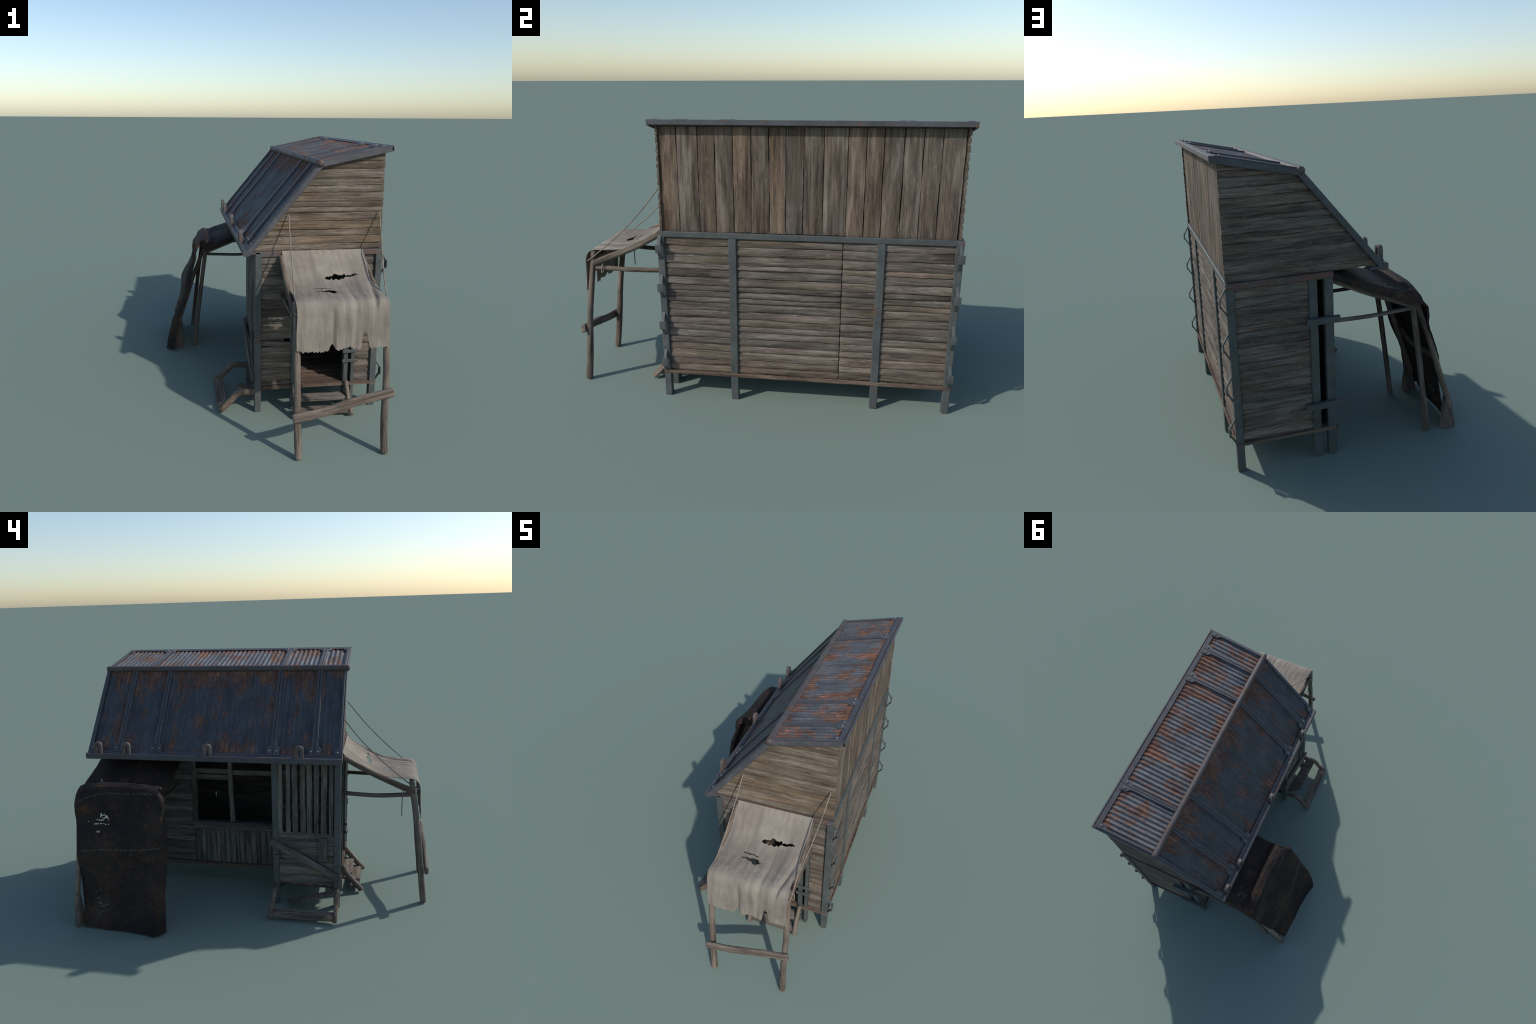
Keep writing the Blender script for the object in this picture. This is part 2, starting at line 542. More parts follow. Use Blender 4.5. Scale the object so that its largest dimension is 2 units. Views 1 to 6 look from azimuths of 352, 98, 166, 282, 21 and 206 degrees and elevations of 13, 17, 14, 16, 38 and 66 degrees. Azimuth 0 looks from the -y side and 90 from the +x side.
def siding_wall(axis, face, a, b, z0, z1, n, seed, mat, nrm, gap=0.0024, segs=None, skip=()):
    """horizontal boards between a and b on a wall plane; axis 'x' or 'y' is the run."""
    nrm = V(nrm)

    def P(u, z):
        return V((u, face, z)) if axis == 'x' else V((face, u, z))
    inn = P(0, 0) - nrm * 0.014
    lo = P(a, z0)
    hi = P(b, z1)
    for q in (lo, hi):
        q -= nrm * 0.0095
    hi = hi - nrm * 0.003
    wall = lining([min(lo[i], hi[i]) for i in range(3)], [max(lo[i], hi[i]) for i in range(3)],
                  (1, 0, 0) if axis == 'x' else (0, 1, 0))
    zs = rows(z0, z1, n, seed)
    flip = (V((1, 0, 0)) if axis == 'x' else V((0, 1, 0))).cross(V((0, 0, 1))).dot(nrm) < 0
    for (sa, sb) in (segs or [(a, b)]):
        for i in range(n):
            if i in skip:
                continue
            lo_, hi_ = zs[i] + gap / 2, zs[i + 1] - gap / 2
            u0, u1 = (sb, sa) if flip else (sa, sb)
            plank('plank', P(u0, lo_), P(u1, lo_), P(u1, hi_), P(u0, hi_), nrm, mat, wall,
                  thick=0.0092, seed=seed * 31 + i * 1.7 + sa, wav=0.0030, relief=0.0016, lean=0.005,
                  crown=0.0045)
    return wall, zs


# east face: two runs of siding with one open seam between
siding_wall('y', E_X, -0.474, 0.4145, Z0, Z1, 19, 11, SIDING, (1, 0, 0))
siding_wall('y', E_X, 0.4185, 0.951, Z0, Z1, 19, 11, SIDING, (1, 0, 0))
box('wall_batten', (0.545, 0.405, 0.468), (0.5508, 0.43, Z1), INNER, shack, 0.001, X=(0, 0, 1))
box('wall_batten', (0.545, 0.405, Z0), (0.5508, 0.43, 0.428), INNER, shack, 0.001, X=(0, 0, 1))
# north face, west face beside the window
siding_wall('x', N_Y, 0.196, 0.541, Z0, Z1, 18, 23, SIDING, (0, 1, 0))
siding_wall('y', W_X, 0.430, 0.952, Z0, 0.90, 18, 29, GREYWOOD, (-1, 0, 0))
# side of the porch bay (faces north)
siding_wall('x', B_Y, -0.085, 0.100, Z0, 0.90, 18, 31, GREYWOOD, (0, 1, 0))
# south face right of the door
siding_wall('x', S_Y, 0.449, 0.543, Z0, Z1, 17, 37, SIDING, (0, -1, 0))
# south face left of the door, with one slipped board and a hole beside it
zsl = rows(Z0, Z1, 17, 41)
wall_l, _ = siding_wall('x', S_Y - 0.006, -0.076, 0.096, Z0, 0.372, 6, 43, SIDING, (0, -1, 0))
wall_u, _ = siding_wall('x', S_Y - 0.006, -0.076, 0.096, 0.418, Z1, 11, 47, SIDING, (0, -1, 0))
plank('plank', (-0.076, S_Y - 0.008, 0.384), (0.098, S_Y - 0.011, 0.370), (0.098, S_Y - 0.011, 0.398),
      (-0.076, S_Y - 0.008, 0.409), (0, -1, 0), SIDING, wall_l, seed=5.5)
plank('plank', (-0.076, S_Y + 0.01, 0.400), (0.03, S_Y + 0.01, 0.400), (0.03, S_Y + 0.01, 0.418),
      (-0.076, S_Y + 0.01, 0.418), (0, -1, 0), FLOOR, wall_l, seed=6.5)
plank('plank', (0.030, S_Y + 0.008, 0.36), (0.052, S_Y + 0.008, 0.36), (0.052, S_Y + 0.008, 0.425),
      (0.030, S_Y + 0.008, 0.425), (0, -1, 0), GREYWOOD, wall_l, seed=7.5)

# upper east boards, upright
ys = [-0.474, -0.383, -0.282, -0.199, -0.112, -0.026, 0.06, 0.139, 0.222, 0.314, 0.425, 0.507, 0.586,
      0.674, 0.76, 0.842, 0.942]
wall = lining((0.548, -0.472, 0.910), (0.551, 0.940, 1.405), (0, 0, 1))
for i in range(len(ys) - 1):
    a, b = ys[i] + 0.0018, ys[i + 1] - 0.0018
    r = random.Random(i)
    tb, tt = 0.9062 + (0.003 if 4 <= i <= 9 else 0.0), 1.424
    plank('board', (0.562, b, tb), (0.562, b, tt), (0.562, a, tt), (0.562, a, tb), (1, 0, 0),
          BOARD, wall, thick=0.0095, seed=60 + i * 1.9, wav=0.0022, relief=0.0013, nw=8, crown=0.002,
          lean=r.uniform(-0.003, 0.003))


# gables: boards cut along both roof pitches
def x_left(z):
    lo = -0.132 + (z - 0.905) * (0.38 / 0.466)
    if z > 1.345:
        lo = max(lo, 0.221 + (z - 1.345) / 0.214)
    return lo


for face, nrm, seed, xr in ((-0.4845, -1, 3, 0.569), (0.9625, 1, 5, 0.572)):
    n = V((0, nrm, 0))
    zs = rows(0.906, 1.418, 13, seed)
    back = [(x_left(0.906), 0, 0.906), (xr - 0.015, 0, 0.906), (xr - 0.015, 0, 1.41), (0.23, 0, 1.345)]
    vs = [(x, face - nrm * 0.013, z) for x, _, z in back] + [(x, face - nrm * 0.018, z) for x, _, z in back]
    wall = make('gable', vs, [(0, 1, 2, 3), (4, 7, 6, 5), (0, 4, 5, 1), (1, 5, 6, 2), (2, 6, 7, 3), (3, 7, 4, 0)],
                INNER, shack)
    for i in range(13):
        lo, hi = zs[i] + 0.0007, zs[i + 1] - 0.0007
        a0, a1 = x_left(lo), min(xr - 0.02, x_left(hi))
        r = random.Random(seed * 50 + i)
        e0 = xr + r.uniform(-0.0015, 0.0015)
        p = [V((a0, face, lo)), V((e0, face, lo)), V((e0, face, hi)), V((a1, face, hi))]
        if nrm > 0:
            p = [p[1], p[0], p[3], p[2]]
        plank('plank', *p, n, GABLE if nrm < 0 else SIDING, wall, thick=0.0128, seed=seed * 9 + i * 2.1,
              wav=0.0026, relief=0.0016, lean=0.005, crown=0.0035, end=0.001)

# west window wall
frame = box('window_frame', (0.066, -0.100, 0.406), (0.112, 0.436, 0.430), GREYWOOD, shack, bev=0.004, X=(0, 1, 0))
frame.name = 'window_frame'
plank('sill', (0.078, 0.436, 0.372), (0.078, -0.098, 0.372), (0.078, -0.098, 0.404), (0.078, 0.436, 0.404),
      (-1, 0, 0), GREYWOOD, frame, seed=201, thick=0.02)
loft('stud', [(0.092, 0.418, 0.425), (0.094, 0.412, 0.66), (0.092, 0.417, 0.90)], 0.015, 0.014, GREYWOOD, frame,
     up=(1, 0, 0), kind='plank', seed=202)
loft('stud', [(0.092, -0.088, 0.425), (0.093, -0.090, 0.66), (0.092, -0.088, 0.90)], 0.012, 0.014, GREYWOOD, frame,
     up=(1, 0, 0), kind='plank', seed=207)
loft('mullion', [(0.093, 0.176, 0.43), (0.092, 0.182, 0.67), (0.094, 0.180, 0.90)], 0.014, 0.014, GREYWOOD, frame,
     up=(1, 0, 0), kind='plank', seed=203)
plank('transom', (0.086, 0.405, 0.738), (0.086, 0.192, 0.738), (0.086, 0.192, 0.768), (0.086, 0.405, 0.768),
      (-1, 0, 0), GREYWOOD, frame, seed=204)
plank('transom', (0.088, 0.166, 0.733), (0.088, -0.098, 0.733), (0.088, -0.098, 0.763), (0.088, 0.166, 0.763),
      (-1, 0, 0), GREYWOOD, frame, seed=205)
plank('transom', (0.092, 0.404, 0.698), (0.092, 0.192, 0.696), (0.092, 0.192, 0.727), (0.092, 0.404, 0.729),
      (-1, 0, 0), GREYWOOD, frame, seed=206)
wall = lining((0.1028, -0.1, Z0), (0.107, 0.432, 0.40), (0, 0, 1))
yy = rows(0.428, -0.100, 16, 77)
for i in range(16):
    a, b = yy[i] - 0.001, yy[i + 1] + 0.001
    plank('board', (W_X, b, Z0), (W_X, b, 0.375), (W_X, a, 0.375), (W_X, a, Z0), (-1, 0, 0), GREYWOOD, wall,
          thick=0.0125, seed=300 + i * 2.3, wav=0.0018, lean=0.002)

# porch bay: slatted screen above a planked apron
apron = lining((B_X + 0.013, -0.47, 0.145), (B_X + 0.017, -0.13, 0.452), (0, 1, 0))
zz = rows(0.142, 0.444, 7, 83)
for i in range(7):
    plank('plank', (B_X, -0.140, zz[i] + 0.001), (B_X, -0.468, zz[i] + 0.001), (B_X, -0.468, zz[i + 1] - 0.001),
          (B_X, -0.140, zz[i + 1] - 0.001), (-1, 0, 0), GREYWOOD, apron, thick=0.0125, seed=330 + i * 1.3, lean=0.003)
plank('ledge', (B_X - 0.002, -0.140, 0.445), (B_X - 0.002, -0.468, 0.445), (B_X - 0.002, -0.468, 0.458),
      (B_X - 0.002, -0.140, 0.458), (-1, 0, 0), GREYWOOD, apron, thick=0.02, seed=345, nw=3)
for i in range(8):
    r = random.Random(900 + i)
    yc = -0.1635 - i * 0.0404 + r.uniform(-0.003, 0.003)
    w = 0.0145 + r.uniform(-0.003, 0.0015)
    t = r.uniform(-0.006, 0.006)
    plank('slat', (B_X - 0.004 - r.uniform(0, 0.006), yc - w + t, 0.446 + r.uniform(0, .01)), (B_X, yc - w, 0.905), (B_X, yc + w, 0.905),
          (B_X - 0.004 - r.uniform(0, .006), yc + w + t, 0.446 + r.uniform(0, .01)), (-1, 0, 0), GREYWOOD, apron, thick=0.011, seed=350 + i * 3.3,
          wav=0.003, nw=5)
box('lining', (B_X + 0.024, -0.47, 0.45), (B_X + 0.028, -0.13, 0.90), INNER, apron, 0.001, X=(0, 1, 0))
for z in (0.60, 0.80):
    box('batten', (B_X + 0.012, -0.47, z), (B_X + 0.022, -0.13, z + 0.028), INNER, apron, 0.002, X=(0, 1, 0))
loft('brace', [(-0.122, -0.098, 0.400), (-0.125, -0.30, 0.300), (-0.122, -0.492, 0.186)], 0.021, 0.009, GREYWOOD,
     apron, up=(1, 0, 0), kind='plank', seed=361, amp=0.05)
plank('patch', (-0.122, -0.426, 0.290), (-0.122, -0.426, 0.434), (-0.122, -0.379, 0.434), (-0.122, -0.379, 0.290),
      (-1, 0, 0), GREYWOOD, apron, seed=365, thick=0.016)
for c in ((-0.122, -0.397, 0.417), (-0.122, -0.408, 0.31)):
    box('nail', [q - 0.0035 for q in c], [q + 0.0035 for q in c], HOOK, apron, 0.0015)
latch = box('latch', (-0.124, -0.154, 0.303), (-0.100, -0.128, 0.318), STEEL, apron, 0.002)
box('latch', (-0.120, -0.170, 0.279), (-0.100, -0.146, 0.294), STEEL, apron, 0.002)
box('cleat', (-0.10, -0.165, 0.098), (-0.07, -0.138, 0.130), INNER, apron, 0.003)

# floor
fl = box('floor', (0.10, -0.47, 0.118), (0.55, 0.95, 0.130), INNER, shack, 0.002, Y=(0, 1, 0))
box('floor_joist', (-0.09, -0.47, 0.112), (0.12, -0.11, 0.128), INNER, fl, 0.002)
fy = rows(-0.502, 0.978, 24, 91)
for i in range(24):
    a, b = fy[i] + 0.001, fy[i + 1] - 0.001
    x0 = -0.098 if b < -0.09 else 0.092
    plank('floor_board', (x0, a, 0.148), (0.570, a, 0.148), (0.570, b, 0.148), (x0, b, 0.148), (0, 0, 1), FLOOR, fl,
          thick=0.018, seed=400 + i * 1.3, relief=0.0008, wav=0.0012, end=0.002, dl=0.02)
loft('floor_edge', [(0.571, -0.50, 0.139), (0.571, 0.977, 0.139)], 0.004, 0.0105, FLOOR, fl, kind='plank', seed=431, amp=.03)
loft('floor_edge', [(0.086, -0.10, 0.134), (0.086, 0.976, 0.134)], 0.004, 0.0105, FLOOR, fl, kind='plank', seed=432, amp=.03)

# ------------------------------------------------------------------ steel frame
belt = loft('belt', [(0.556, -0.497, 0.891), (0.556, 0.974, 0.891)], 0.0155, 0.0145, STEEL, shack, kind='steel')
loft('belt', [(-0.108, -0.4835, 0.8905), (0.5725, -0.4835, 0.8905)], 0.0150, 0.0148, BELT, shack, kind='steel')
loft('belt', [(0.088, 0.9615, 0.8905), (0.5725, 0.9615, 0.8905)], 0.0150, 0.0148, BELT, shack, kind='steel')


def post(x, y, z1=0.878, sx=0.018, sy=0.018, mat=STEEL, tilt=(0, 0)):
    return loft('post', [(x + tilt[0], y + tilt[1], 0), (x, y, z1)], sx, sy, mat, shack, up=(0, 1, 0), kind='steel')


post(0.5555, -0.482)
post(0.5555, 0.9575)
post(0.5555, -0.1205, sx=0.0175, sy=0.0195)
post(0.5555, 0.5985, sx=0.0175, sy=0.0195)
post(-0.0935, -0.483, 0.895)
post(-0.0935, -0.128, 0.905)
post(0.104, -0.481, sx=0.013)
post(0.398, -0.481, sx=0.013)
post(0.437, -0.481, sx=0.010)
post(0.184, 0.957, sx=0.0195)
post(0.1105, 0.957, 0.895, sx=0.0205)
for z, x0, x1, dz in ((0.688, 0.072, 0.224, 0.0), (0.272, 0.056, 0.240, 0.003)):
    loft('crossbar', [(x1, 0.989, z - dz), (x0 - 0.004, 0.989, z + dz)], 0.0115, 0.015, STEEL, shack, kind='steel', chamfer=0.002)
for z, x0, x1 in ((0.276, 0.376, 0.462), (0.332, 0.378, 0.456)):
    loft('crossbar', [(x0, -0.5045, z), (x1, -0.5045, z + 0.002)], 0.0055, 0.009, STEEL, shack, kind='steel', chamfer=0.002)

# climbing brackets on the east corner posts: bent straps with a square face plate
for y, k in ((-0.486, 0), (0.962, 1)):
    for zc in (0.822, 0.617, 0.413, 0.204):
        g = loft('bracket', [(0.570, y, zc + 0.064), (0.600, y, zc + 0.012)], 0.0085, 0.003, STEEL, shack,
                 up=(1, 0, 0.6), kind='steel', chamfer=0.001)
        loft('bracket_arm', [(0.600, y, zc - 0.014), (0.571, y, zc - 0.062)], 0.0085, 0.003, STEEL, g,
             up=(1, 0, -0.6), kind='steel', chamfer=0.001)
        box('bracket_plate', (0.5975, y - 0.017, zc - 0.021), (0.6035, y + 0.017, zc + 0.021), STEEL, g, 0.0015)

# ------------------------------------------------------------------ roof
K = V((0.221, 0, 1.357))
TOP = V((0.598, 0, 1.4375))
EAVE = V((-0.152, 0, 0.906))
Y_S, Y_N = -0.503, 0.973
roof = box('roof', (0.0, 0, 0), (0.01, 0.01, 0.01), TRIM, shack, 0)     # replaced below by the decking slab


def slab(name, A, B, y0, y1, th, mat, parent):
    d = (B - A).normalized()
    n = V((-d.z, 0, d.x))
    if n.z < 0:
        n = -n
    vs = []
    for o in (0, -th):
        for (p, y) in ((A, y0), (B, y0), (B, y1), (A, y1)):
            q = p + n * o
            vs.append((q.x, y, q.z))
    return make(name, vs, [(0, 1, 2, 3), (4, 7, 6, 5), (0, 4, 5, 1), (1, 5, 6, 2), (2, 6, 7, 3), (3, 7, 4, 0)],
                mat, parent, X=d, Y=(0, 1, 0))


bpy.data.objects.remove(roof)
dn = V((-(TOP - K).z, 0, (TOP - K).x)).normalized()
ln_ = V((-(K - EAVE).z, 0, (K - EAVE).x)).normalized()
roof = slab('roof', K - dn * 0.010, TOP - dn * 0.010 - V((.004, 0, 0)), Y_S + 0.016, Y_N - 0.016, 0.008, INNER, shack)
slab('roof_deck', EAVE - ln_ * 0.010, K - ln_ * 0.010, Y_S + 0.016, Y_N - 0.016, 0.008, INNER, roof)


def corrugated(A, B, y0, y1, mat, amp, pitch, seed):
    d = B - A
    L = d.length
    d = d / L
    n = V((-d.z, 0, d.x))
    if n.z < 0:
        n = -n
    ny = int((y1 - y0) / pitch * 10)
    nx = 26
    vs, fs = [], []
    for i in range(nx + 1):
        s = L * i / nx
        for j in range(ny + 1):
            y = lerp(y0, y1, j / ny)
            h = amp * math.cos(2 * math.pi * y / pitch) * (1 + 0.3 * n1(y * 9, s * 3, seed))
            h += 0.0022 * n1(s * 7, y * 6, seed) + 0.0010 * n1(s * 25, y * 25, seed)
            p = A + d * s + n * (h - 0.002)
            vs.append((p.x, y, p.z))
    w = ny + 1
    for i in range(nx):
        for j in range(ny):
            a = i * w + j
            fs.append((a, a + w, a + w + 1, a + 1))

    vs, fs = shell(vs, fs, 0.002)
    mid = (A + B) / 2
    return make('corrugated_sheet', vs, fs, mat, roof, (mid.x, (y0 + y1) / 2, mid.z), d, (0, 1, 0), fix=False, angle=60)


UP_STRIPS = [-0.355, -0.130, 0.680]
LO_STRIPS = [-0.356, -0.126, 0.560, 0.785]
for strips, A, B, mat, amp in ((UP_STRIPS, K + V((0, 0, 0.005)), TOP + V((0, 0, 0.005)) - V((0.004, 0, 0)), ROOF_HI, 0.0032), (LO_STRIPS, EAVE, K, ROOF_LO, 0.0016)):
    ed = [Y_S + 0.004] + strips + [Y_N - 0.004]
    for i in range(len(ed) - 1):
        corrugated(A, B, ed[i] + 0.0005, ed[i + 1] - 0.0005, mat, amp, 0.0285, i * 7.7)


def strip(A, B, yc, side, foot, seed, w=0.0135):
    """flat bar with a widened bolted foot at A; side -1/+1 puts the flare outwards"""
    d = (B - A)
    L = d.length
    d = d / L
    n = V((-d.z, 0, d.x))
    if n.z < 0:
        n = -n
    prof = [(0.0, foot), (0.042, foot), (0.062, w), (L, w * 0.85)]
    y_in = yc + side * 0.001
    vs, fs = [], []
    for lev in (0.0095, -0.003):
        for s, ww in prof:
            for q in (y_in, y_in + side * ww):
                p = A + d * s + n * lev
                vs.append((p.x, q, p.z))
    m = len(prof) * 2
    for i in range(len(prof) - 1):
        a = i * 2
        fs += [(a, a + 1, a + 3, a + 2), (m + a, m + a + 2, m + a + 3, m + a + 1),
               (a, a + 2, m + a + 2, m + a), (a + 1, m + a + 1, m + a + 3, a + 3)]
    fs += [(0, m, m + 1, 1), (m - 2, m - 1, 2 * m - 1, 2 * m - 2)]
    ob = make('roof_strap', vs, fs, TRIM, roof, X=d, Y=(0, 1, 0), mesh_hook=bevel_hook(0.0012, 1))
    c = A + d * 0.024 + n * 0.0095
    bolt(c + V((0, y_in + side * foot * 0.52, 0)), n, ob)


BOLT_ME = None


def bolt(c, n, par, r=0.0068):
    global BOLT_ME
    if BOLT_ME is None:
        vs, fs = [], []
        prof = [(1.0, -0.3), (1.0, 0.25), (0.82, 0.55), (0.45, 0.75), (0.0, 0.8)]
        k = 10
        for (a, h) in prof[:-1]:
            for i in range(k):
                t = 2 * math.pi * i / k
                vs.append((math.cos(t) * a * r, math.sin(t) * a * r, h * r))
        vs.append((0, 0, 0.8 * r))
        for i in range(len(prof) - 2):
            for j in range(k):
                a, b = i * k + j, i * k + (j + 1) % k
                fs.append((a, b, b + k, a + k))
        b0 = (len(prof) - 2) * k
        for j in range(k):
            fs.append((b0 + j, b0 + (j + 1) % k, len(vs) - 1))
        BOLT_ME = bpy.data.meshes.new('bolt')
        BOLT_ME.from_pydata(vs, [], fs)
        BOLT_ME.shade_smooth()
        BOLT_ME.materials.append(BOLT)
    ob = bpy.data.objects.new('bolt', BOLT_ME)
    bpy.context.scene.collection.objects.link(ob)
    W = Matrix.Translation(c) @ V((0, 0, 1)).rotation_difference(n).to_matrix().to_4x4()
    ob.matrix_basis = W
    WORLD[ob.name] = W
    parent_to(ob, roof)


for yc in LO_STRIPS:
    for sd in (-1, 1):
        strip(EAVE + (K - EAVE) * 0.035, K, yc, sd, 0.036, yc, w=0.0155)
for yc in UP_STRIPS:
    for sd in (-1, 1):
        strip(TOP + (K - TOP) * 0.055 + V((0, 0, 0.005)), K + V((0, 0, 0.005)), yc, sd, 0.034, yc)
strip(EAVE + (K - EAVE) * 0.03, K, Y_S + 0.002, 1, 0.036, 1)
strip(EAVE + (K - EAVE) * 0.03, K, Y_N - 0.002, -1, 0.036, 2)
strip(TOP + (K - TOP) * 0.05 + V((0, 0, 0.005)), K + V((0, 0, 0.005)), Y_S + 0.002, 1, 0.034, 3)
strip(TOP + (K - TOP) * 0.05 + V((0, 0, 0.005)), K + V((0, 0, 0.005)), Y_N - 0.002, -1, 0.034, 4)


def along(A, B, y, hw, hh, off, name, mat=TRIM, ext=0.0):
    d = (B - A).normalized()
    n = V((-d.z, 0, d.x))
    if n.z < 0:
        n = -n
    a = A + n * off - d * ext
    b = B + n * off
    return loft(name, [(a.x, y, a.z), (b.x, y, b.z)], hw, hh, mat, roof, up=n, kind='steel', chamfer=0.002)


for y in (Y_S - 0.001, Y_N + 0.001):
    along(TOP, K, y, 0.006, 0.0135, -0.006, 'bargeboard')
    along(EAVE, K, y, 0.006, 0.0135, -0.007, 'bargeboard', ext=0.012)
# top edge fascia and flat flashings
loft('fascia', [(0.5985, -0.510, 1.4345), (0.5985, 0.980, 1.4345)], 0.005, 0.0120, TRIM, roof, kind='steel', chamfer=0.0015)
a = K.lerp(TOP, 0.945) + dn * 0.008
loft('flashing', [(a.x, Y_S, a.z), (a.x, Y_N, a.z)], 0.014, 0.0022, TRIM, roof, up=dn, kind='steel', chamfer=0.001)
a = EAVE.lerp(K, 0.020) + ln_ * 0.003
loft('flashing', [(a.x, Y_S, a.z), (a.x, Y_N, a.z)], 0.017, 0.0030, TRIM, roof, up=ln_, kind='steel', chamfer=0.001)
loft('ridge_pole', [(0.220, -0.522, 1.3595), (0.220, 0.3, 1.3595), (0.220, 0.984, 1.3595)], 0.0185, 0.0185, RIDGE, roof, seed=3,
     amp=0.025, ds=0.03)
loft('gutter', [(-0.162, -0.509, 0.901), (-0.162, 0.981, 0.901)], 0.0125, 0.0165, TRIM, roof, kind='steel')
for y in (-0.4885, 0.966):
    loft('eave_bracket', [(-0.165, y, 0.8965), (-0.085, y, 0.8965)], 0.010, 0.0075, TRIM, roof, kind='steel')

# iron loops standing on the gutter
for yc in (0.904, 0.728, 0.242, -0.277):
    vs, fs = [], []
    prof_o, prof_i = [], []
    H, w, wi = 0.072, 0.0245, 0.0095
    for (ww, hh_, lst) in ((w, H, prof_o), (wi, H - 0.016, prof_i)):
        lst.append((-ww, 0.0))
        for i in range(9):
            t = math.pi - math.pi * i / 8
            lst.append((ww * math.cos(t), hh_ - ww * 0.75 + ww * 0.75 * math.sin(t)))
        lst.append((ww, 0.0))
    n = len(prof_o)
    for dx in (-0.0105, 0.0105):
        for lst in (prof_o, prof_i):
            for (a, h) in lst:
                vs.append((-0.162 + dx, yc + a, 0.914 + h))
    o0, i0, o1, i1 = 0, n, 2 * n, 3 * n
    for k in range(n - 1):
        fs += [(o0 + k, o0 + k + 1, i0 + k + 1, i0 + k), (o1 + k, i1 + k, i1 + k + 1, o1 + k + 1),
               (o0 + k, o1 + k, o1 + k + 1, o0 + k + 1), (i0 + k, i0 + k + 1, i1 + k + 1, i1 + k)]
    fs += [(o0, i0, i1, o1), (o0 + n - 1, o1 + n - 1, i1 + n - 1, i0 + n - 1)]
    lp = make('hook', vs, fs, HOOK, roof, mesh_hook=bevel_hook(0.0015, 1))
    box('hook_base', (-0.1755, yc - 0.027, 0.912), (-0.149, yc + 0.027, 0.9195), HOOK, roof, 0.001)

# ------------------------------------------------------------------ front stairs (south)
st = loft('staircase', [(0.402, -0.498, 0.152), (0.403, -0.560, 0.078), (0.405, -0.620, 0.012)], 0.011, 0.017, POLE, shack,
          up=(0, 1, 1), kind='plank', seed=501)
loft('stringer', [(0.105, -0.498, 0.150), (0.106, -0.560, 0.078), (0.107, -0.620, 0.012)], 0.011, 0.017, POLE, st,
     up=(0, 1, 1), kind='plank', seed=502)
for z, y0, y1, x0, x1, s in ((0.094, -0.556, -0.500, 0.110, 0.396, 503), (0.042, -0.606, -0.552, 0.112, 0.398, 504)):
    plank('tread', (x0, y0, z - .006), (x1, y0 - .004, z - 0.004), (x1, y1, z), (x0, y1, z), (0, -0.12, 1), POLE, st, thick=0.017,
          seed=s, wav=0.003, nw=8)
box('cleat', (0.388, -0.506, 0.062), (0.412, -0.485, 0.076), INNER, st, 0.002)

# side stairs (west), upper tread slipped down at one end
sw = loft('staircase', [(-0.085, -0.482, 0.112), (-0.150, -0.489, 0.117), (-0.205, -0.492, 0.112), (-0.255, -0.489, 0.056), (-0.302, -0.486, 0.013)],
          0.012, 0.016, POLE, shack, kind='plank', seed=511)
loft('stringer', [(-0.085, -0.128, 0.112), (-0.150, -0.130, 0.120), (-0.200, -0.132, 0.118), (-0.255, -0.126, 0.060), (-0.308, -0.118, 0.013)],
     0.012, 0.016, POLE, sw, kind='plank', seed=512)
plank('tread', (-0.211, -0.468, 0.142), (-0.138, -0.484, 0.134), (-0.094, -0.185, 0.024), (-0.182, -0.228, 0.044), (0.1, 0.35, 1), POLE, sw,
      thick=0.011, seed=513, wav=0.003)
plank('tread', (-0.312, -0.476, 0.032), (-0.312, -0.134, 0.018), (-0.262, -0.134, 0.050), (-0.262, -0.476, 0.056), (-0.5, 0, 0.9), POLE, sw,
      thick=0.015, seed=514, wav=0.003)

# ------------------------------------------------------------------ south awning
HEM = {}


